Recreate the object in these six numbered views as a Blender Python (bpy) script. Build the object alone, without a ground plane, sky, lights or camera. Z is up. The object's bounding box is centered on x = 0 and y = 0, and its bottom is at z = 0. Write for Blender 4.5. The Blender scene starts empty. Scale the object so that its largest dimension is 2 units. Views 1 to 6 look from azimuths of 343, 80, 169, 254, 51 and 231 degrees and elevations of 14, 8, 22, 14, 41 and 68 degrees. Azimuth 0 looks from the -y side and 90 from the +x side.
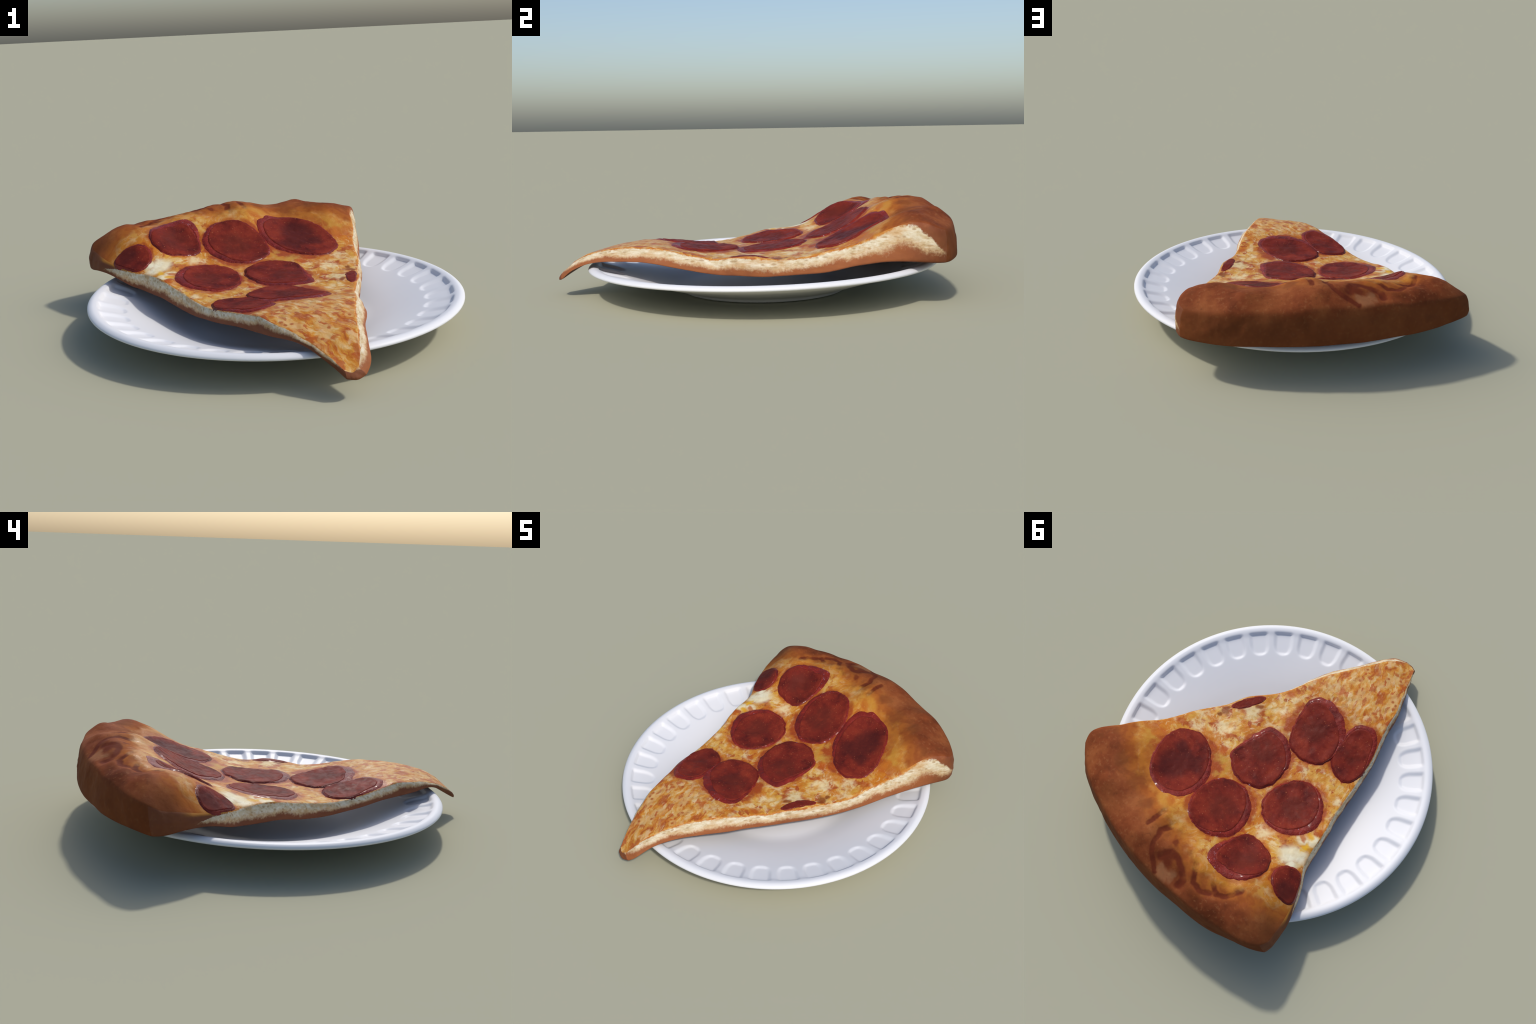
"""A slice of pepperoni pizza lying across a white foam plate.

Plate: turned profile with a ring of pressed dents.  Slice: one closed body whose
top and underside are thin-plate surfaces through a few control points, cut into
crust / cheese / cut_side / base parts; pepperoni are discs draped on the top."""
import bpy, math
import numpy as np
from mathutils import noise as mn, Vector
from mathutils.bvhtree import BVHTree

# ------------------------------------------------------------------ curves
RIGHT_TOP = [(-.02, -.985, .125), (.006, -.94, .165), (.02, -.896, .200), (.052, -.817, .229),
             (.084, -.726, .249), (.127, -.625, .257), (.174, -.523, .255), (.215, -.437, .241),
             (.25, -.335, .221), (.30, -.234, .207), (.34, -.17, .217), (.387, -.089, .225),
             (.424, .016, .212), (.469, .103, .217), (.505, .194, .236), (.532, .296, .26),
             (.566, .394, .288), (.605, .482, .334), (.633, .57, .375), (.648, .608, .391),
             (.69, .68, .395), (.712, .735, .375)]
LEFT_TOP = [(-.075, -.983, .12), (-.115, -.91, .165), (-.164, -.812, .202), (-.205, -.735, .222),
            (-.244, -.662, .236), (-.277, -.563, .244), (-.315, -.477, .236), (-.357, -.387, .224),
            (-.395, -.267, .206), (-.442, -.101, .209), (-.474, .009, .225), (-.509, .09, .241),
            (-.536, .176, .252), (-.572, .285, .252), (-.603, .343, .249), (-.644, .393, .257),
            (-.703, .491, .269), (-.745, .587, .285), (-.772, .68, .30), (-.782, .725, .315)]
BACK_TOP = [(-.770, .770, .335), (-.745, .799, .345), (-.699, .829, .354), (-.633, .855, .358),
            (-.55, .879, .366), (-.44, .908, .38), (-.315, .936, .388), (-.24, .948, .391),
            (-.13, .957, .392), (-.054, .965, .40), (.06, .968, .405), (.15, .963, .40),
            (.25, .948, .388), (.35, .93, .385), (.45, .912, .382), (.55, .875, .37),
            (.64, .825, .36), (.69, .785, .362)]
RIGHT_LOW = [(.01, -.990, .090), (.049, -.953, .128), (.075, -.877, .168), (.099, -.809, .183),
             (.14, -.704, .188), (.19, -.613, .189), (.235, -.504, .177), (.268, -.374, .150),
             (.316, -.246, .131), (.375, -.12, .128), (.425, -.017, .127), (.495, .119, .141),
             (.545, .249, .156), (.603, .385, .188), (.653, .504, .210), (.690, .614, .212),
             (.722, .722, .207)]
LEFT_LOW = [(-0.072, -0.995, 0.087), (-0.108, -0.925, 0.125), (-0.180, -0.812, 0.181), (-0.260, -0.662, 0.182),
            (-0.293, -0.563, 0.176), (-0.331, -0.477, 0.173), (-0.373, -0.387, 0.166), (-0.411, -0.267, 0.154),
            (-0.458, -0.101, 0.141), (-0.490, 0.009, 0.145), (-0.525, 0.090, 0.160), (-0.552, 0.176, 0.164),
            (-0.588, 0.285, 0.163), (-0.619, 0.343, 0.170), (-0.660, 0.393, 0.183), (-0.719, 0.491, 0.211),
            (-0.766, 0.587, 0.219), (-0.794, 0.700, 0.205)]
BACK_LOW = [(-.797, .757, .206), (-.728, .808, .208), (-.633, .853, .206), (-.494, .917, .208),
            (-.3, .958, .206), (-.145, .985, .207), (.026, .991, .208), (.197, .983, .209),
            (.34, .955, .207), (.502, .921, .207), (.655, .838, .205), (.710, .785, .205)]
# hills and hollows of the top away from the edges
TOP_INNER = [(.283, .466, .313), (.04, .092, .226), (-.045, -.245, .222), (-.285, -.317, .223),
             (-.066, .462, .309), (-.304, .148, .230), (-.357, .561, .340), (-.615, .456, .298),
             (-.285, .89, .402), (-.209, .738, .437), (.062, .82, .462), (.063, .696, .45),
             (-.027, .724, .437), (-.654, .774, .399), (-.705, .762, .376), (-.59, .795, .406), (-.476, .827, .411), (.059, .898, .455),
             (.397, .851, .437), (-.648, .694, .402), (-.715, .68, .352), (-.471, .747, .398), (-.295, .788, .434),
             (-.118, .808, .453), (.236, .8, .428), (.393, .771, .434), (.53, .729, .426),
             (-.641, .604, .362), (-.466, .657, .409), (-.291, .698, .421), (-.117, .718, .426),
             (.233, .71, .418), (.388, .681, .414), (.524, .639, .424), (-.46, .557, .385),
             (-.288, .598, .366), (-.115, .618, .393), (.23, .609, .362), (.384, .581, .374),
             (.518, .539, .377), (-.05, -.992, .112)]
LOW_INNER = [(.26, .46, .205), (.04, .092, .148), (-.045, -.245, .145), (-.22, -.317, .150),
             (-.066, .462, .210), (-.304, .148, .153), (-.33, .561, .215), (-.58, .456, .20),
             (0, .75, .212), (-.4, .76, .21), (.38, .75, .21), (0, -.6, .182)]

# pepperoni: outline seen from above, direction of the greasy skirt, widest skirt, darkness
PEPPERONI = [
    ([(.453, .331), (.355, .258), (.259, .281), (.183, .328), (.114, .414), (.089, .514), (.107, .6),
      (.179, .647), (.273, .64), (.335, .610), (.391, .543), (.442, .437)], (-.9, .25), .045),
    ([(.155, -.077), (.087, -.094), (.013, -.084), (-.066, -.024), (-.107, .062), (-.11, .167),
      (-.076, .225), (-.002, .258), (.075, .256), (.161, .202), (.172, .14), (.176, .08), (.166, -.01)], (.3, -.95), .05),
    ([(.105, -.398), (.041, -.419), (-.04, -.416), (-.123, -.381), (-.181, -.322), (-.209, -.238),
      (-.2, -.155), (-.169, -.115), (-.101, -.076), (-.03, -.078), (.029, -.113), (.077, -.184),
      (.107, -.262), (.131, -.336)], (-.15, -1), .06),
    ([(-.171, -.451), (-.233, -.488), (-.281, -.475), (-.325, -.430), (-.366, -.34), (-.388, -.262),
      (-.371, -.183), (-.318, -.165), (-.251, -.178), (-.206, -.226), (-.177, -.318), (-.159, -.38)], (.1, -1), .04),
    ([(.071, .336), (.005, .292), (-.059, .281), (-.138, .318), (-.205, .401), (-.227, .515),
      (-.174, .596), (-.099, .633), (-.027, .62), (.042, .564), (.09, .465)], (-.95, -.2), .045),
    ([(-.151, .115), (-.2, .012), (-.29, -.024), (-.394, .019), (-.455, .109), (-.449, .195),
      (-.394, .273), (-.306, .309), (-.211, .289), (-.152, .211)], (-1, .1), .05),
    ([(-.277, .437), (-.366, .419), (-.454, .438), (-.501, .514), (-.479, .612), (-.407, .68),
      (-.333, .697), (-.270, .690), (-.240, .618), (-.250, .515)], (.1, 1), .06),
    ([(-.536, .395), (-.585, .363), (-.624, .372), (-.664, .425), (-.702, .504), (-.662, .532),
      (-.609, .534), (-.548, .501), (-.525, .452)], (.6, .4), .012),
    ([(.404, .004), (.372, -.085), (.330, -.168), (.318, -.170), (.306, -.148), (.320, -.095), (.346, -.035), (.380, .004)], (-.7, 0), .010),
]


def smooth_line(pts, n, closed=False):
    """Catmull-Rom through pts, resampled to n points evenly along its length."""
    p = np.array(pts, float)
    q = np.vstack([p[-1:], p, p[:2]]) if closed else np.vstack([2 * p[0] - p[1], p, 2 * p[-1] - p[-2]])
    out, t = [], np.linspace(0, 1, 24, endpoint=False)[:, None]
    for i in range(1, len(q) - 2):
        a, b, c, d = q[i - 1], q[i], q[i + 1], q[i + 2]
        out.append(.5 * (2 * b + (c - a) * t + (2 * a - 5 * b + 4 * c - d) * t ** 2 + (3 * b - a - 3 * c + d) * t ** 3))
    out = np.vstack(out + [p[:1] if closed else p[-1:]])
    s = np.r_[0, np.cumsum(np.linalg.norm(np.diff(out, axis=0), axis=1))]
    u = np.linspace(0, s[-1], n, endpoint=not closed)
    return np.stack([np.interp(u, s, out[:, k]) for k in range(out.shape[1])], 1)


class ThinPlate:
    """z(x, y) bending as little as possible through control points."""
    def __init__(self, pts, soft=2e-4):
        p = np.array(pts, float)
        self.c = p[:, :2]
        n = len(p)
        m = np.zeros((n + 3, n + 3))
        m[:n, :n] = self.kernel(self.c) + soft * np.eye(n)
        m[:n, n] = 1
        m[:n, n + 1:] = self.c
        m[n:, :n] = m[:n, n:].T
        self.w = np.linalg.solve(m, np.r_[p[:, 2], 0, 0, 0])

    def kernel(self, xy):
        r2 = ((xy[:, None] - self.c[None]) ** 2).sum(2)
        return np.where(r2 < 1e-12, 0, .5 * r2 * np.log(np.maximum(r2, 1e-12)))

    def __call__(self, xy):
        return self.kernel(xy) @ self.w[:-3] + self.w[-3] + xy @ self.w[-2:]


TOP = ThinPlate(RIGHT_TOP + LEFT_TOP + BACK_TOP + TOP_INNER)
LOW = ThinPlate(RIGHT_LOW + LEFT_LOW + BACK_LOW + LOW_INNER)

# strokes where the dough folded and browned: polylines on the crust, half width
STROKES = [([(-.023, .715), (-.013, .79), (-.036, .855), (-.074, .902), (-.141, .936)], .013),
           ([(-.113, .873), (-.14, .824), (-.191, .812), (-.24, .835), (-.282, .87), (-.286, .898)], .017),
           ([(-.262, .755), (-.296, .799), (-.323, .833), (-.379, .827), (-.418, .801)], .014),
           ([(-.403, .76), (-.447, .784), (-.475, .762), (-.498, .722), (-.515, .676)], .013),
           ([(.060, .815), (.060, .755), (.062, .70)], .011)]


def line_distance(xy, line):
    d = np.full(len(xy), 9.0)
    for a, b in zip(np.array(line[:-1]), np.array(line[1:])):
        ab = b - a
        h = np.clip(((xy - a) @ ab) / (ab @ ab), 0, 1)
        d = np.minimum(d, np.linalg.norm(xy - a - h[:, None] * ab, axis=1))
    return d


# where cheese gives way to bare crust: y as a function of x
CRUST_X = [-.8, -.70, -.643, -.531, -.45, -.377, -.246, -.08, .063, .194, .383, .50, .552, .62, .75]
CRUST_Y = [.50, .548, .589, .645, .70, .735, .745, .70, .705, .665, .630, .56, .52, .50, .48]


def fractal(xyz, scale, octaves=3):
    return np.array([mn.fractal(Vector(p) * scale, 1.0, 2.0, octaves) for p in xyz])


def top_height(xy):
    """Top surface with the small lumps of cheese and the folds of the crust."""
    z = TOP(xy)
    crust = np.clip((xy[:, 1] - np.interp(xy[:, 0], CRUST_X, CRUST_Y)) / .10 + .5, 0, 1)
    p3 = np.c_[xy, np.zeros(len(xy))]
    z = z + (1 - crust) * (.0035 * fractal(p3, 9) + .0016 * fractal(p3 + 7, 30, 2))
    z = z + crust * (.0060 * fractal(p3 + 3, 8, 3) + .0010 * fractal(p3 + 5, 40, 2))
    for line, w in STROKES:
        d = line_distance(xy, line)
        z = z - .0025 * np.exp(-(d / w) ** 2) + .002 * np.exp(-((d - 2.4 * w) / (1.4 * w)) ** 2)
    return z


# ------------------------------------------------------------------ node helper
class Nodes:
    def __init__(self, name):
        self.mat = bpy.data.materials.new(name)
        self.mat.use_nodes = True
        self.t = self.mat.node_tree
        self.t.nodes.clear()
        self.out = self.t.nodes.new("ShaderNodeOutputMaterial")
        self.bsdf = self.t.nodes.new("ShaderNodeBsdfPrincipled")
        self.t.links.new(self.bsdf.outputs[0], self.out.inputs[0])
        self.p = self.t.nodes.new("ShaderNodeTexCoord").outputs["Object"]
        s = self.t.nodes.new("ShaderNodeSeparateXYZ")
        self.t.links.new(self.p, s.inputs[0])
        self.x, self.y, self.z = s.outputs
        self.xy = self.vm("MULTIPLY", self.p, (1, 1, 0))

    def put(self, sock, v):
        if isinstance(v, bpy.types.NodeSocket):
            self.t.links.new(v, sock)
        elif sock.type == "RGBA":
            sock.default_value = (*v, 1) if len(v) == 3 else v
        else:
            sock.default_value = v

    def m(self, op, a, b=0.0, c=0.0, clamp=False):
        n = self.t.nodes.new("ShaderNodeMath")
        n.operation, n.use_clamp = op, clamp
        for i, v in enumerate((a, b, c)):
            self.put(n.inputs[i], v)
        return n.outputs[0]

    def vm(self, op, a, b=(0, 0, 0), scale=None):
        n = self.t.nodes.new("ShaderNodeVectorMath")
        n.operation = op
        self.put(n.inputs[0], a)
        if op == "SCALE":
            self.put(n.inputs["Scale"], scale)
        else:
            self.put(n.inputs[1], b)
        return n.outputs["Value"] if op in ("DISTANCE", "LENGTH", "DOT_PRODUCT") else n.outputs["Vector"]

    def noise(self, vec, scale, detail=3, rough=.55, dist=0.0, color=False):
        n = self.t.nodes.new("ShaderNodeTexNoise")
        self.put(n.inputs["Vector"], vec)
        for k, v in (("Scale", scale), ("Detail", detail), ("Roughness", rough), ("Distortion", dist)):
            n.inputs[k].default_value = v
        return n.outputs["Color" if color else "Fac"]

    def voronoi(self, vec, scale, rand=1.0, feature="F1"):
        n = self.t.nodes.new("ShaderNodeTexVoronoi")
        n.feature = feature
        self.put(n.inputs["Vector"], vec)
        n.inputs["Scale"].default_value = scale
        n.inputs["Randomness"].default_value = rand
        return n

    def step(self, v, lo, hi, a=0.0, b=1.0):
        n = self.t.nodes.new("ShaderNodeMapRange")
        n.interpolation_type = "SMOOTHSTEP"
        self.put(n.inputs["Value"], v)
        for k, val in (("From Min", lo), ("From Max", hi), ("To Min", a), ("To Max", b)):
            self.put(n.inputs[k], val)
        return n.outputs[0]

    def mix(self, fac, a, b):
        n = self.t.nodes.new("ShaderNodeMix")
        n.data_type = "RGBA"
        self.put(n.inputs[0], fac)
        self.put(n.inputs[6], a)
        self.put(n.inputs[7], b)
        return n.outputs[2]

    def ramp(self, fac, stops):
        n = self.t.nodes.new("ShaderNodeValToRGB")
        e = n.color_ramp.elements
        while len(e) < len(stops):
            e.new(.5)
        for el, (pos, col) in zip(e, stops):
            el.position, el.color = pos, (*col, 1)
        self.put(n.inputs[0], fac)
        return n.outputs[0]

    def curve(self, v, xs, ys):
        """Piecewise curve v -> ys, both inside 0..1 after the caller's scaling."""
        n = self.t.nodes.new("ShaderNodeFloatCurve")
        c = n.mapping.curves[0]
        while len(c.points) < len(xs):
            c.points.new(.5, .5)
        for pt, x, y in zip(c.points, xs, ys):
            pt.location = (x, y)
            pt.handle_type = "AUTO_CLAMPED"
        n.mapping.update()
        self.put(n.inputs["Value"], v)
        return n.outputs[0]

    def warp(self, vec, scale, amount):
        n = self.noise(vec, scale, 2, .5, 0, True)
        return self.vm("ADD", vec, self.vm("SCALE", self.vm("SUBTRACT", n, (.5, .5, .5)), scale=amount))

    def blobs(self, vec, spots):
        """Union of soft round spots (x, y, radius)."""
        best = None
        for x, y, r in spots:
            d = self.step(self.vm("DISTANCE", vec, (x, y, 0)), r * .45, r * 1.15, 1.0, 0.0)
            best = d if best is None else self.m("MAXIMUM", best, d)
        return best

    def line(self, vec, pts):
        best = None
        for a, b in zip(pts[:-1], pts[1:]):
            ab = (b[0] - a[0], b[1] - a[1], 0)
            v = self.vm("SUBTRACT", vec, (*a, 0))
            h = self.m("MULTIPLY", self.vm("DOT_PRODUCT", v, ab), 1 / (ab[0] ** 2 + ab[1] ** 2), clamp=True)
            d = self.vm("DISTANCE", v, self.vm("SCALE", ab, scale=h))
            best = d if best is None else self.m("MINIMUM", best, d)
        return best

    def bump(self, height, strength, distance=.01):
        n = self.t.nodes.new("ShaderNodeBump")
        n.inputs["Strength"].default_value = strength
        n.inputs["Distance"].default_value = distance
        self.put(n.inputs["Height"], height)
        self.put(self.bsdf.inputs["Normal"], n.outputs[0])

    def finish(self, color, rough=.5, spec=.5):
        self.put(self.bsdf.inputs["Base Color"], color)
        self.put(self.bsdf.inputs["Roughness"], rough)
        self.put(self.bsdf.inputs["Specular IOR Level"], spec)
        return self.mat


# ------------------------------------------------------------------ colours
def crust_colour(n):
    """Baked dough: tan brown, darker and paler clouds, fine mottling, darker low down at the back."""
    w = n.warp(n.p, 5, .08)
    c = n.ramp(n.noise(w, 5.5, 4, .6), [(.30, (.115, .028, .010)), (.46, (.200, .050, .017)),
                                        (.62, (.265, .078, .025)), (.80, (.31, .115, .038))])
    pores = n.noise(n.p, 55, 3, .6)
    c = n.mix(n.step(pores, .52, .76, 0, .28), c, (.37, .165, .065))
    c = n.mix(n.step(pores, .42, .28, 0, .5), c, (.13, .040, .016))
    dark = n.step(n.noise(w, 13, 3), .60, .74, 0, .55)
    c = n.mix(dark, c, (.13, .036, .014))
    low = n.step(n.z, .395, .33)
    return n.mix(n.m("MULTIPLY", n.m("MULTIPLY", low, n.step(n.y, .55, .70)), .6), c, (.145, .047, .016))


def topping_material():
    n = Nodes("pizza_topping")
    fine = n.warp(n.xy, 9, .05)
    curl = n.warp(n.warp(fine, 28, .024), 70, .010)
    # --- cheese
    base = n.ramp(n.noise(curl, 10, 4, .6), [(.28, (.40, .110, .014)), (.42, (.52, .215, .028)),
                                             (.53, (.59, .310, .060)), (.62, (.63, .415, .150)),
                                             (.76, (.74, .590, .330))])
    golden = n.step(n.noise(fine, 5, 2), .46, .62, 0, .6)
    base = n.mix(golden, base, (.58, .305, .040))
    oil = n.step(n.noise(n.vm("ADD", curl, (3, 1, 2)), 9.5, 5, .62), .45, .60, 0, .8)
    base = n.mix(oil, base, (.48, .145, .012))
    sauce = n.step(n.noise(n.vm("ADD", curl, (7, 4, 5)), 15, 5, .62), .52, .61, 0, .88)
    base = n.mix(sauce, base, (.34, .055, .012))
    pale = n.step(n.noise(n.vm("ADD", curl, (1, 9, 2)), 15, 5, .62), .51, .69, 0, .7)
    base = n.mix(pale, base, (.70, .555, .315))
    strand = n.noise(n.vm("ADD", n.vm("MULTIPLY", curl, (1, .45, 0)), n.vm("SCALE", (1, 0, 0), scale=n.m("MULTIPLY", n.noise(n.xy, 3, 1), .5))), 42, 3, .6)
    base = n.mix(n.step(strand, .54, .66, 0, .6), base, (.68, .50, .26))
    base = n.mix(n.step(strand, .44, .34, 0, .55), base, (.45, .125, .014))
    # the tip: streaks running down the point, little blisters with a red heart
    tip = n.step(n.m("ADD", n.y, n.m("MULTIPLY", n.noise(n.xy, 8), .2)), -.30, -.44)
    along = n.vm("ADD", n.vm("MULTIPLY", curl, (1, .42, 0)), n.vm("SCALE", (1, 0, 0), scale=n.m("MULTIPLY", n.y, .30)))
    streak = n.ramp(n.noise(along, 30, 4, .62), [(.30, (.31, .060, .014)), (.40, (.46, .135, .018)),
                                                (.49, (.55, .230, .030)), (.56, (.60, .335, .095)), (.68, (.68, .500, .270))])
    dabs = n.noise(n.vm("ADD", along, (4, 2, 1)), 14, 3)
    streak = n.mix(n.step(dabs, .52, .64, 0, .7), streak, (.60, .36, .14))
    streak = n.mix(n.step(dabs, .43, .36, 0, .85), streak, (.37, .080, .020))
    reds = n.noise(n.vm("ADD", along, (8, 5, 3)), 34, 3)
    streak = n.mix(n.step(reds, .54, .62, 0, .85), streak, (.37, .065, .014))
    whites = n.noise(n.vm("ADD", along, (2, 8, 1)), 26, 3)
    streak = n.mix(n.step(whites, .56, .68, 0, .65), streak, (.68, .50, .27))
    base = n.mix(n.m("MULTIPLY", tip, .9), base, streak)
    v = n.voronoi(n.warp(n.xy, 14, .015), 15)
    lucky = n.step(n.m("FRACT", n.m("MULTIPLY", n.vm("DOT_PRODUCT", v.outputs["Color"], (1, 1.7, 2.3)), 3.1)), .35, .4)
    here = n.m("MULTIPLY", lucky, n.m("MULTIPLY_ADD", tip, .75, .15))
    ring = n.m("MULTIPLY", n.step(v.outputs["Distance"], .38, .28), here)
    base = n.mix(n.m("MULTIPLY", ring, .45), base, (.62, .37, .14))
    base = n.mix(n.m("MULTIPLY", n.step(v.outputs["Distance"], .17, .08), n.m("MULTIPLY", here, .9)), base, (.33, .07, .014))
    # named patches
    rough_xy = n.warp(n.warp(n.xy, 12, .07), 40, .02)
    base = n.mix(n.m("MULTIPLY", n.blobs(rough_xy, [(.147, .298, .085), (.47, .51, .06), (.116, .689, .055), (.13, .33, .05), (.505, .47, .05)]), .85), base, (.47, .260, .042))
    cream = n.m("MULTIPLY", n.blobs(rough_xy, [(.318, .127, .075), (.295, -.042, .06), (.236, -.162, .04), (.418, .231, .045), (-.316, .353, .05),
                                                (-.549, .351, .035), (-.502, .575, .035), (-.02, .672, .035), (.33, .17, .05),
                                                (-.43, -.06, .03), (.20, -.21, .045), (.05, -.13, .02)]), n.step(n.noise(curl, 20, 5, .65), .36, .62, .05, .85))
    base = n.mix(cream, base, (.71, .56, .305))
    white = n.blobs(n.warp(n.xy, 14, .06), [(-.495, .334, .068), (-.53, .30, .05), (-.475, .225, .04), (-.52, .19, .035), (-.545, .37, .03)])
    base = n.mix(n.m("MULTIPLY", white, .95), base, n.ramp(n.noise(curl, 12, 3), [(.35, (.70, .56, .30)), (.6, (.80, .74, .53))]))
    base = n.mix(n.m("MULTIPLY", n.blobs(rough_xy, [(-.489, .185, .026), (-.517, .243, .024), (-.527, .27, .018)]), .9), base, (.68, .37, .018))
    red = n.blobs(rough_xy, [(.207, .219, .042), (.49, .44, .045), (.546, .45, .04), (.486, .29, .03), (.257, .134, .02),
                             (-.412, .318, .03), (-.471, .223, .022), (-.503, .125, .017), (-.134, .257, .03), (.238, -.291, .03),
                             (.09, .65, .035), (.382, .611, .035), (-.02, .25, .03), (-.15, -.04, .025), (.043, -.527, .025), (.009, -.692, .022),
                             (.176, -.406, .025), (-.059, -.852, .02), (-.189, -.558, .018), (-.60, .30, .015), (.33, -.02, .02)])
    base = n.mix(n.m("MULTIPLY", red, .8), base, (.40, .085, .012))
    burnt = n.blobs(rough_xy, [(.405, .049, .036), (.286, -.098, .028), (.40, .09, .02), (-.42, .31, .014)])
    base = n.mix(n.m("MULTIPLY", burnt, .85), base, (.21, .050, .010))
    # oil soaked out of each pepperoni
    near = None
    for outline, _, _ in PEPPERONI[:8]:
        o = smooth_line(outline, 60, closed=True)
        c, half = (o.max(0) + o.min(0)) / 2, (o.max(0) - o.min(0)) / 2
        size = 1 / float(half.mean())
        e = n.vm("MULTIPLY", n.vm("SUBTRACT", rough_xy, (float(c[0]), float(c[1]), 0)), (size * float(half.mean() / half[0]), size * float(half.mean() / half[1]), 0))
        d = n.vm("LENGTH", e)
        near = d if near is None else n.m("MINIMUM", near, d)
    near = n.m("MULTIPLY", n.m("SUBTRACT", near, 1.0), .16)
    wet = n.noise(curl, 14, 3)
    base = n.mix(n.m("MULTIPLY", n.step(near, .055, .012), n.step(wet, .36, .58, .05, .8)), base, (.46, .135, .014))
    base = n.mix(n.m("MULTIPLY", n.step(near, .026, .006), n.step(wet, .30, .54, .25, .9)), base, (.30, .050, .012))
    grain = n.noise(n.xy, 110, 2)
    base = n.mix(n.step(grain, .60, .78, 0, .25), base, (.75, .56, .32))
    # --- crust, meeting the cheese along a ragged line
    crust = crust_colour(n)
    xs = [(x + .8) / 1.55 for x in CRUST_X]
    yb = n.curve(n.m("MULTIPLY_ADD", n.x, 1 / 1.55, .8 / 1.55), xs, CRUST_Y)
    wob = n.m("MULTIPLY", n.m("SUBTRACT", n.noise(n.xy, 12, 3), .5), .13)
    past = n.m("ADD", n.m("SUBTRACT", n.y, yb), wob)
    rim = n.mix(n.step(n.noise(fine, 15, 3), .42, .62, 0, .8), (.36, .110, .020), (.26, .064, .015))
    crust = n.mix(n.step(past, .15, .02, 0, .92), crust, rim)
    crust = n.mix(n.m("MULTIPLY", n.blobs(rough_xy, [(-.177, .927, .05), (-.22, .90, .035)]), n.step(n.z, .372, .40, 0, .40)), crust, (.37, .185, .085))
    crust = n.mix(n.m("MULTIPLY", n.blobs(rough_xy, [(.64, .71, .03), (.61, .63, .03), (.3, .70, .07), (.16, .76, .05), (.45, .70, .05)]), .5), crust, (.155, .046, .016))
    wxy = n.warp(n.warp(n.xy, 9, .03), 30, .014)
    for line, w in STROKES:
        d = n.line(wxy, line)
        crust = n.mix(n.m("MULTIPLY", n.step(d, w * 1.6, w * .7), n.step(n.noise(fine, 17, 3), .25, .50, .5, .95)), crust, n.mix(n.noise(n.xy, 40), (.085, .017, .010), (.17, .034, .012)))
    spots = n.blobs(rough_xy, [(-.212, .736, .036), (-.114, .765, .026), (-.151, .857, .045)])
    crust = n.mix(n.m("MULTIPLY", spots, .85), crust, (.13, .026, .011))
    crust = n.mix(n.m("MULTIPLY", n.blobs(rough_xy, [(-.582, .606, .045), (-.60, .57, .03)]), n.step(n.noise(curl, 22, 3), .4, .6, .1, .8)), crust, (.27, .060, .018))
    base = n.mix(n.step(past, -.15, .0, 0, .68), base, (.45, .175, .022))
    is_crust = n.step(past, -.02, .045)
    col = n.mix(is_crust, base, crust)
    lumps = n.m("ADD", n.m("MULTIPLY", n.noise(curl, 30, 4, .6), n.m("SUBTRACT", 1.0, is_crust)), n.m("MULTIPLY", n.noise(n.p, 60, 3), .35))
    n.bump(lumps, .28, .010)
    return n.finish(col, n.m("MULTIPLY_ADD", is_crust, .25, .38), n.m("MULTIPLY_ADD", is_crust, -.07, .10))


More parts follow.
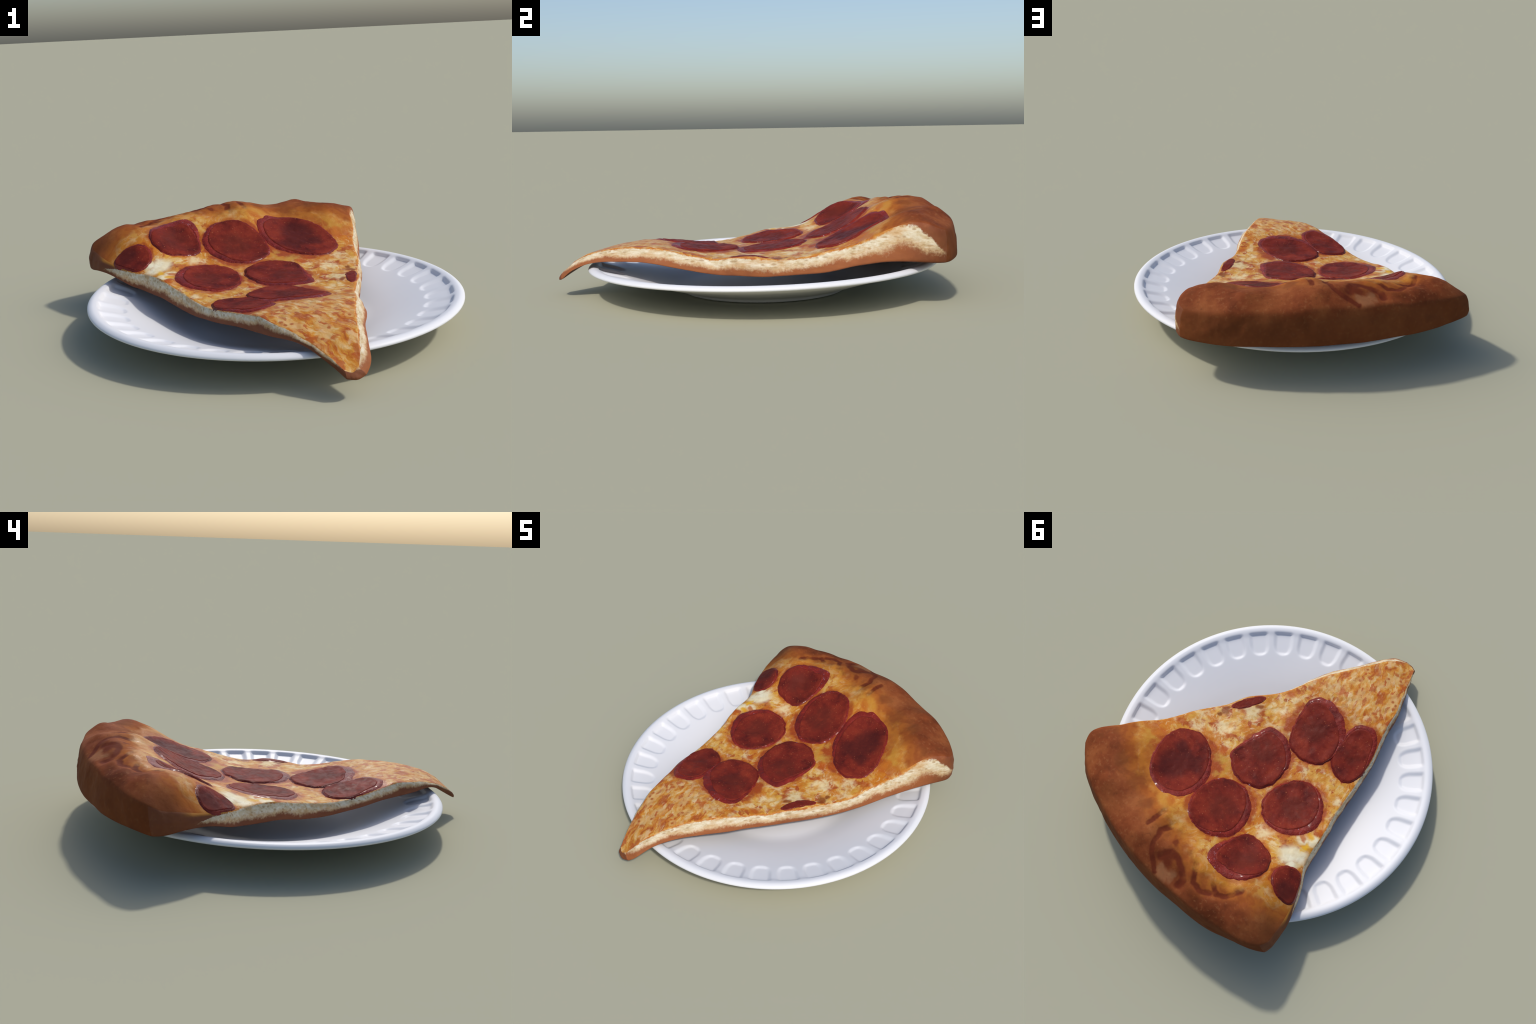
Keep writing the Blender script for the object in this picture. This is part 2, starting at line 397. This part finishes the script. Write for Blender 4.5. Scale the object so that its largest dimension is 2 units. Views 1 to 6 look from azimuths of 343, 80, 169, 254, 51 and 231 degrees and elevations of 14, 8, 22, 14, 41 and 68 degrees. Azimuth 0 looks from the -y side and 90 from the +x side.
def side_material(name, ys, low_z, top_z, lo, hi, lip_share, dark, light):
    """Cut face: pale crumb between the browned underside and the topping.
    lo and hi give the crumb's lower and upper border as shares of the face's height."""
    n = Nodes(name)
    u = n.m("MULTIPLY_ADD", n.y, .5, .5)
    xs = [(y + 1) / 2 for y in ys]
    zb = n.m("MULTIPLY", n.curve(u, xs, [z * 2 for z in low_z]), .5)
    zt = n.m("MULTIPLY", n.curve(u, xs, [z * 2 for z in top_z]), .5)
    f = n.m("DIVIDE", n.m("SUBTRACT", n.z, zb), n.m("MAXIMUM", n.m("SUBTRACT", zt, zb), .01))
    flo, fhi = n.curve(u, xs, lo), n.curve(u, xs, hi)
    fuzz = n.m("ADD", n.m("MULTIPLY", n.m("SUBTRACT", n.noise(n.p, 85, 3, .65), .5), .38), n.m("MULTIPLY", n.m("SUBTRACT", n.noise(n.p, 11, 3), .5), .55))
    up = n.m("ADD", f, fuzz)
    crumb_in = n.m("MULTIPLY", n.step(n.m("SUBTRACT", up, flo), -.14, .14), n.step(n.m("SUBTRACT", fhi, n.m("ADD", f, n.m("MULTIPLY", fuzz, .5))), -.04, .04))
    long = n.vm("ADD", n.vm("MULTIPLY", n.p, (0, .42, 1.1)), n.vm("SCALE", (1, 0, 0), scale=n.m("MULTIPLY_ADD", n.y, -.30, n.x)))
    crumb = n.ramp(n.noise(n.warp(long, 30, .02), 48, 4, .68), [(.28, (.38, .26, .12)), (.42, (.55, .44, .27)), (.54, (.64, .56, .40)), (.70, (.74, .68, .54))])
    v = n.voronoi(n.warp(long, 40, .02), 50)
    crumb = n.mix(n.step(v.outputs["Distance"], .36, .14, 0, .7), crumb, (.32, .20, .09))
    crumb = n.mix(n.step(n.noise(long, 16, 3), .50, .68, 0, .6), crumb, (.50, .28, .10))
    toast = n.step(n.m("SUBTRACT", up, flo), .40, .0, 0, .65)
    crumb = n.mix(toast, crumb, (.50, .29, .12))
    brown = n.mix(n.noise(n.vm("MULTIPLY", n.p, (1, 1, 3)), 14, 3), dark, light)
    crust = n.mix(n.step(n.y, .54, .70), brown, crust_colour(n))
    crust = n.mix(n.m("MULTIPLY", n.step(f, .75, .95), n.step(n.y, .64, .56)), crust, (.44, .17, .022))
    col = n.mix(crumb_in, crust, crumb)
    lip = n.m("MULTIPLY", n.step(n.m("ADD", f, n.m("MULTIPLY", fuzz, .45)), .90, .98), n.step(n.y, .55, .45))
    col = n.mix(n.m("MULTIPLY", lip, lip_share), col, n.ramp(n.noise(n.p, 26, 3), [(.4, (.36, .085, .016)), (.55, (.52, .235, .045)), (.68, (.70, .5, .24))]))
    n.bump(n.m("ADD", n.m("MULTIPLY", v.outputs["Distance"], crumb_in), n.m("MULTIPLY", n.noise(n.p, 90, 3), .4)), .28, .006)
    return n.finish(col, .7, .25)


def base_material():
    n = Nodes("baked_underside")
    c = n.mix(n.noise(n.warp(n.p, 8, .05), 9, 4), (.085, .026, .012), (.16, .052, .020))  # base colour blackened to deepen the shadow between slice and plate
    c = n.mix(n.step(n.noise(n.p, 26, 3), .50, .66, 0, .7), c, (.035, .014, .009))
    n.bump(n.noise(n.p, 60, 3), .25, .006)
    return n.finish(c, .65, .3)


def meat_material(name, base, deep, bright, rough):
    n = Nodes(name)
    w = n.warp(n.p, 9, .05)
    c = n.ramp(n.noise(w, 9, 4, .6), [(.32, deep), (.52, base), (.72, bright)])
    fleck = n.noise(n.p, 120, 3, .6)
    c = n.mix(n.step(fleck, .60, .74, 0, .5), c, (.34, .105, .035))
    c = n.mix(n.step(fleck, .40, .27, 0, .5), c, (.075, .012, .010))
    spots = n.voronoi(n.p, 38)
    c = n.mix(n.m("MULTIPLY", n.step(spots.outputs["Distance"], .16, .06), .5), c, (.42, .13, .06))
    char = n.blobs(n.warp(n.xy, 8, .07), [(.29, .50, .105), (.25, .42, .07), (.34, .40, .06), (-.64, .49, .065)])
    c = n.mix(n.m("MULTIPLY", char, .75), c, (.070, .014, .012))
    heart = n.blobs(n.warp(n.xy, 12, .05), [(-.066, .45, .10), (-.02, -.24, .09), (-.30, .15, .09), (-.37, .54, .09), (.07, .05, .09), (-.28, -.32, .07)])
    c = n.mix(n.m("MULTIPLY", heart, n.step(n.noise(n.p, 16, 3), .3, .6, .15, .8)), c, (.115, .020, .013))
    n.bump(n.m("ADD", n.noise(n.p, 34, 3, .5), n.m("MULTIPLY", fleck, .4)), .22, .006)
    return n.finish(c, n.step(n.noise(n.p, 30, 3), .4, .65, rough - .06, rough + .10), .05)


def skirt_material():
    """The curled, greasy border of a pepperoni, with pale wet glints painted into its colour."""
    n = Nodes("pepperoni_border")
    c = n.ramp(n.noise(n.warp(n.p, 12, .04), 12, 4), [(.33, (.125, .013, .009)), (.55, (.20, .018, .011)), (.74, (.275, .027, .014))])
    n.bump(n.noise(n.p, 55, 4, .65), .8, .010)
    painted_glint = n.m("MULTIPLY", n.step(n.noise(n.vm("MULTIPLY", n.p, (1, 1, 1)), 75, 4, .7), .61, .68), n.step(n.noise(n.p, 6, 2), .50, .60))
    c = n.mix(n.m("MULTIPLY", painted_glint, .65), c, (.50, .34, .40))
    n.bsdf.inputs["Coat Weight"].default_value = .18
    n.bsdf.inputs["Coat Roughness"].default_value = .16
    return n.finish(c, .40, .10)


def plate_material():
    n = Nodes("white_foam")
    c = n.mix(n.noise(n.p, 6, 2), (.735, .735, .745), (.76, .76, .77))
    n.bump(n.noise(n.p, 180, 2), .03, .002)
    return n.finish(c, .45, .3)


# ------------------------------------------------------------------ mesh helpers
def new_mesh(name, verts, faces, mats, slots=None, normals=None, smooth=True):
    me = bpy.data.meshes.new(name)
    me.from_pydata([tuple(v) for v in verts], [], [tuple(int(i) for i in f) for f in faces])
    for mt in mats:
        me.materials.append(mt)
    if slots is not None:
        me.polygons.foreach_set("material_index", np.asarray(slots, np.int32))
    me.polygons.foreach_set("use_smooth", np.full(len(me.polygons), smooth))
    me.update()
    if normals is not None:
        me.normals_split_custom_set_from_vertices([tuple(v) for v in normals])
    ob = bpy.data.objects.new(name, me)
    bpy.context.scene.collection.objects.link(ob)
    return ob


def vertex_normals(v, f):
    a, b, c, d = (v[f[:, i]] for i in range(4))
    fn = np.cross(c - a, d - b)
    out = np.zeros_like(v)
    for i in range(4):
        np.add.at(out, f[:, i], fn)
    return out / np.maximum(np.linalg.norm(out, axis=1, keepdims=True), 1e-12)


def relax(v, f, weight, rounds):
    """Laplacian smoothing, each vertex moving by its own weight: rounds the edges."""
    e = np.vstack([f[:, [i, (i + 1) % 4]] for i in range(4)])
    e = np.unique(np.sort(e, 1), axis=0)
    deg = np.bincount(e.ravel(), minlength=len(v)).astype(float)[:, None]
    for _ in range(rounds):
        s = np.zeros_like(v)
        np.add.at(s, e[:, 0], v[e[:, 1]])
        np.add.at(s, e[:, 1], v[e[:, 0]])
        v = v + weight[:, None] * .6 * (s / deg - v)
    return v


# ------------------------------------------------------------------ plate
PLATE_AT, TILT = (0.0, .048), .016
PROFILE = [(0, .030), (.25, .030), (.39, .030), (.43, .032), (.465, .039), (.51, .053), (.57, .073), (.64, .095),
           (.71, .116), (.78, .137), (.83, .152), (.854, .1625), (.868, .1665), (.880, .1675), (.890, .1645), (.898, .1595), (.9035, .153),
           (.9025, .1475), (.898, .1445), (.893, .1435), (.86, .1385), (.80, .123), (.72, .102), (.64, .080), (.56, .056), (.50, .038),
           (.46, .026), (.437, .015), (.424, .006), (.412, .001), (.395, .0), (.37, .003), (.25, .007), (0, .007)]
DENTS, DENT_PHASE = 35, math.radians(6.5)


def build_plate():
    fine = smooth_line(PROFILE, 300)
    fine = np.vstack([fine[:1], fine[(fine[:, 0] > .012)], fine[-1:]])
    top_end = int(np.argmax(fine[:, 1]))
    seg = 35 * 24
    ang = np.arange(seg) * 2 * math.pi / seg
    pitch = 2 * math.pi / DENTS
    verts, rows = [], []
    for i, (r, z) in enumerate(fine[1:-1], 1):
        zz = np.full(seg, z)
        if i < top_end:
            t = (ang - DENT_PHASE + pitch / 2) % pitch - pitch / 2
            arc = np.abs(t) * r
            # thumb-shaped: square at the rim, round towards the centre
            half = .048 + .10 * (r - .78) * .35
            a = np.clip((.785 - r) / .068, 0, None)
            half_r = half * np.sqrt(np.clip(1 - a ** 2, 0, 1)) if a < 1 else 0
            side = np.clip((half_r - arc) / .026 + .5, 0, 1)
            outer = np.clip((.853 - r) / .0075, 0, 1)
            inner = np.clip((r - .716) / .020, 0, 1)
            mask = side * side * (3 - 2 * side) * outer * inner
            zz = zz - (.0105 + .04 * (r - .78)) * mask
        x, y = r * np.cos(ang), r * np.sin(ang)
        verts.append(np.c_[x + PLATE_AT[0], y + PLATE_AT[1], zz + TILT * np.clip((zz - .0) / .15, 0, 1) * y])
    n = len(verts)
    v = np.vstack(verts + [[[*PLATE_AT, fine[0, 1]], [*PLATE_AT, fine[-1, 1]]]])
    faces = []
    j = np.arange(seg)
    for i in range(n - 1):
        a = i * seg
        faces += list(np.c_[a + j, a + seg + j, a + seg + (j + 1) % seg, a + (j + 1) % seg])
    c0, c1 = n * seg, n * seg + 1
    faces += [(c0, k, (k + 1) % seg) for k in range(seg)]
    faces += [(c1, (n - 1) * seg + (k + 1) % seg, (n - 1) * seg + k) for k in range(seg)]
    ob = new_mesh("foam_plate", v, faces, [plate_material()])
    ob["label"] = "round white foam plate with pressed dents around rim"
    ob["category"] = "plate"
    return ob


# ------------------------------------------------------------------ slice
NS, NT, NW = 150, 230, 22       # across, tip to crust, down the sides


def coons(left, right, front, back):
    """Quad patch between four edge lines (front and back run left to right)."""
    s = np.linspace(0, 1, len(front))[None, :, None]
    t = np.linspace(0, 1, len(left))[:, None, None]
    return ((1 - s) * left[:, None] + s * right[:, None] + (1 - t) * front[None] + t * back[None]
            - (1 - s) * (1 - t) * front[0] - s * (1 - t) * front[-1] - (1 - s) * t * back[0] - s * t * back[-1])


def edge_lines(right, left, back):
    """Four edge lines sharing their end points; corners lie on the outline."""
    bl, br = np.array(back[0]), np.array(back[-1])
    R = smooth_line(right + [tuple(br)], NT + 1)
    L = smooth_line(left + [tuple(bl)], NT + 1)
    Bk = smooth_line(back, NS + 1)
    mid = (R[0] + L[0]) / 2 + np.array([0, -.010, -.004])
    F = smooth_line([tuple(L[0]), tuple(mid), tuple(R[0])], NS + 1)
    return R, L, Bk, F


def build_slice():
    tr, tl, tb, tf = edge_lines(RIGHT_TOP, LEFT_TOP, BACK_TOP)
    br, bl, bb, bf = edge_lines(RIGHT_LOW, LEFT_LOW, BACK_LOW)
    top = coons(tl, tr, tf, tb).reshape(-1, 3)
    low = coons(bl, br, bf, bb).reshape(-1, 3)
    top[:, 2] = top_height(top[:, :2])
    low[:, 2] = LOW(low[:, :2]) + .002 * fractal(low, 9, 2)
    w = NS + 1
    # boundary loop of grid indices: front, right, back, left
    ring = ([i for i in range(NS)] + [t * w + NS for t in range(NT)] +
            [NT * w + NS - i for i in range(NS)] + [(NT - t) * w for t in range(NT)])
    side = ["tip"] * NS + ["right"] * NT + ["back"] * NS + ["left"] * NT
    ring = np.array(ring)
    n_top = len(top)
    T, B = top[ring], low[ring]
    out = B - T
    centre = np.array([-.03, .2])
    normal = np.c_[np.gradient(T[:, 1]), -np.gradient(T[:, 0])]
    normal /= np.maximum(np.linalg.norm(normal, axis=1, keepdims=True), 1e-9)
    walls = []
    for k in range(1, NW):
        f = k / NW
        p = T + out * f
        lump = (.004 * fractal(p, 22, 3) + .006 + .010 * fractal(p * np.array([1, 1, .6]), 5, 2) * (p[:, 1] > .7)) * math.sin(math.pi * f)
        p[:, :2] += normal * lump[:, None]
        walls.append(p)
    v = np.vstack([top] + walls + [low])
    n_ring = len(ring)
    low0 = n_top + (NW - 1) * n_ring

    def row(k):
        return ring if k == 0 else (low0 + ring if k == NW else n_top + (k - 1) * n_ring + np.arange(n_ring))

    faces, tags = [], []
    t, s = np.meshgrid(np.arange(NT), np.arange(NS), indexing="ij")
    a = (t * w + s).ravel()
    tq = np.c_[a, a + 1, a + 1 + w, a + w]
    mid = top[tq].mean(1)
    crust_here = mid[:, 1] > np.interp(mid[:, 0], CRUST_X, CRUST_Y)
    faces.append(tq)
    tags += list(np.where(crust_here, "crust", "cheese"))
    for k in range(NW):
        r0, r1 = row(k), row(k + 1)
        faces.append(np.c_[r0, r1, np.roll(r1, -1), np.roll(r0, -1)])
        tags += ["crust" if sd == "back" else ("cut_left" if sd in ("left", "tip") else "cut_right") for sd in side]
    faces.append(np.c_[a, a + w, a + 1 + w, a + 1] + low0)
    tags += ["base"] * len(a)
    f = np.vstack(faces)
    tags = np.array(tags)
    # round the edges: crisp where the slice was cut, soft along the crust
    def ramp_near(edge_rows, value):
        return value
    weight = np.zeros(len(v))
    kk = np.concatenate([np.zeros(n_ring, int)] + [np.full(n_ring, k) for k in range(1, NW)] + [np.full(n_ring, NW)])
    idx = np.concatenate([row(k) for k in range(NW + 1)])
    sd = np.tile(np.array(side), NW + 1)
    ycoord = v[idx, 1]
    near_top, near_low = np.exp(-(kk / 2.2) ** 2), np.exp(-((NW - kk) / 3.0) ** 2)
    crusty = np.clip((ycoord - .55) / .2, 0, 1)
    weight[idx] = np.clip(near_top * (.55 + .35 * crusty) + near_low * .6, 0, 1)
    grid_t, grid_s = np.divmod(np.arange(n_top), w)
    to_edge = np.minimum(np.minimum(grid_s, NS - grid_s), NT - grid_t)
    cr = np.clip((top[:, 1] - .55) / .2, 0, 1)
    wt = np.exp(-(to_edge / (1.6 + (2.2 + 3 * np.clip(top[:, 0] * 3, 0, 1)) * cr)) ** 2) * (.55 + .35 * cr)
    weight[:n_top] = np.maximum(weight[:n_top], wt)
    to_low = np.minimum(np.minimum(grid_s, NS - grid_s), np.minimum(grid_t, NT - grid_t))
    weight[low0:] = np.maximum(weight[low0:], np.exp(-(to_low / 2.5) ** 2) * .6)
    v = relax(v, f, weight, 10)
    nrm = vertex_normals(v, f)

    holder = bpy.data.objects.new("pizza_slice", None)
    holder.location = (0, 0, .086)
    holder.empty_display_size = .2
    bpy.context.scene.collection.objects.link(holder)
    holder["label"] = "drooping slice of pepperoni pizza with thick browned crust"
    holder["category"] = "pizza slice"

    ys = [-1, -.93, -.86, -.78, -.68, -.58, -.48, -.36, -.24, -.15, -.02, .1, .22, .34, .44, .54, .62, .68, .74, .82]

    def z_at(line):
        o = np.argsort(line[:, 1])
        return [float(np.interp(y, line[o, 1], line[o, 2])) for y in ys]

    lo_r = [.80, .52, .47, .43, .39, .38, .42, .38, .40, .43, .38, .37, .48, .48, .44, .42, .37, .33, .30, .4]
    hi_r = [.80, .93, .93, .93, .93, .93, .93, .93, .93, .96, .96, .94, .94, .94, .95, .95, .94, .80, .52, .1]
    lo_l = [.85, .72, .68, .62, .58, .56, .50, .48, .46, .44, .42, .40, .38, .36, .36, .36, .42, .5, .6, .8]
    hi_l = [1, 1, 1, 1, 1, 1, 1, 1, 1, 1, 1, 1, 1, .96, .82, .45, .2, .3, .2, .1]
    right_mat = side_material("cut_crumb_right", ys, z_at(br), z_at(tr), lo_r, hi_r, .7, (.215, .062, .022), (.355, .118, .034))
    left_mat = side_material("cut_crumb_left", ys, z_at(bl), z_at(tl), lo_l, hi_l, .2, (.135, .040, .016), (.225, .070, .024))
    topping = topping_material()
    under = base_material()
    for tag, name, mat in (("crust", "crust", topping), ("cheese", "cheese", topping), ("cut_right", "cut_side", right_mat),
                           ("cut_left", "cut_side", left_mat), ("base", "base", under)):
        ff = f[tags == tag]
        used, inv = np.unique(ff, return_inverse=True)
        ob = new_mesh(name, v[used], inv.reshape(ff.shape), [mat], normals=nrm[used])
        ob.parent = holder
        ob.matrix_parent_inverse = holder.matrix_basis.inverted()
    return holder, BVHTree.FromPolygons([tuple(p) for p in v], [tuple(int(i) for i in q) for q in f])


def build_pepperoni(holder, body):
    meat = meat_material("pepperoni_meat", (.170, .021, .013), (.085, .012, .010), (.245, .034, .017), .50)
    skirt = skirt_material()
    seg, rings_in, rings_out = 144, 18, 10
    for k, (outline, lean, wide) in enumerate(PEPPERONI):
        o = smooth_line(outline, seg, closed=True)
        c = o.mean(0)
        # evenly spread directions from the centre
        ang = np.unwrap(np.arctan2(o[:, 1] - c[1], o[:, 0] - c[0]))
        rad = np.linalg.norm(o - c, axis=1)
        if ang[-1] < ang[0]:
            ang, rad = ang[::-1], rad[::-1]
        th = np.linspace(0, 2 * math.pi, seg, endpoint=False)
        full = np.r_[ang - 2 * math.pi, ang, ang + 2 * math.pi, ang + 4 * math.pi]
        order = np.argsort(full)
        R = np.interp(th + ang.min(), full[order], np.tile(rad, 4)[order])
        th = th + ang.min()
        rag = np.array([mn.fractal(Vector((math.cos(a) * 4, math.sin(a) * 4, k * 3.7)), 1, 2, 3) for a in th])
        R = (np.roll(R, 3) + np.roll(R, 2) + np.roll(R, 1) + R + np.roll(R, -1) + np.roll(R, -2) + np.roll(R, -3)) / 7
        R = R * (1 + (.040 if k < 7 else .015) * rag)
        phi = math.atan2(lean[1], lean[0])
        border = .007 + (.72 * wide - .007) * np.clip((.35 + np.cos(th - phi)) / 1.35, 0, 1) ** 1.3
        border = np.minimum(border * (1 + .25 * rag), R * .5)
        Rin = R - border
        u = np.c_[np.cos(th), np.sin(th)]
        radii, lift = [], []
        for i in range(1, rings_in + 1):
            q = i / rings_in
            radii.append(Rin * q)
            lift.append(np.full(seg, .0050 + .0018 * q ** 6 - .0015 * (1 - q ** 2)))
        radii.append(Rin + .0022)
        lift.append(np.full(seg, .0058))
        radii.append(Rin + .0036)
        lift.append(np.full(seg, .0036))
        for i in range(1, rings_out + 1):
            q = i / rings_out
            radii.append(Rin + .0036 + (border - .0036) * q)
            lift.append(np.full(seg, .0036 + .0010 * math.sin(math.pi * min(q * 1.05, 1)) - .0024 * q ** 3))
        radii.append(R + .007)
        lift.append(np.full(seg, -.0012))
        radii.append(R + .013)
        lift.append(np.full(seg, -.006))
        pts, hs = [], []
        for r, h in zip(radii, lift):
            pts.append(c + u * r[:, None])
            hs.append(h)
        xy = np.vstack([[c]] + pts)
        h = np.r_[.0035, np.concatenate(hs)]
        lump = .0016 * fractal(np.c_[xy, np.full(len(xy), k)], 14, 3) + .0010 * fractal(np.c_[xy, np.full(len(xy), k)], 45, 2)
        lift_by = (h + lump + .0012) * (1 if k < 7 else (.75 if k == 7 else .3))
        v = np.zeros((len(xy), 3))
        for i, (px, py) in enumerate(xy):
            hit, nor = body.ray_cast(Vector((px, py, 1)), Vector((0, 0, -1)))[:2]
            if hit is None or nor.z < .45:      # past the cut edge: lap over it
                zt = hit.z if hit is not None else float(TOP(np.array([[px, py]]))[0]) - .015
                hit, nor = body.find_nearest(Vector((px, py, zt)))[:2]
            v[i] = hit + (nor * .6 + Vector((0, 0, .4))) * float(lift_by[i])
        j = np.arange(seg)
        faces = [(0, 1 + a, 1 + (a + 1) % seg) for a in range(seg)]
        slots = [0] * seg
        for i in range(len(radii) - 1):
            a0, a1 = 1 + i * seg, 1 + (i + 1) * seg
            faces += list(np.c_[a0 + j, a1 + j, a1 + (j + 1) % seg, a0 + (j + 1) % seg])
            slots += [0 if i < rings_in + 1 else 1] * seg
        ob = new_mesh("pepperoni", v, faces, [meat, skirt], slots)
        ob.parent = holder
        ob.matrix_parent_inverse = holder.matrix_basis.inverted()


build_plate()
slice_holder, body_tree = build_slice()
build_pepperoni(slice_holder, body_tree)
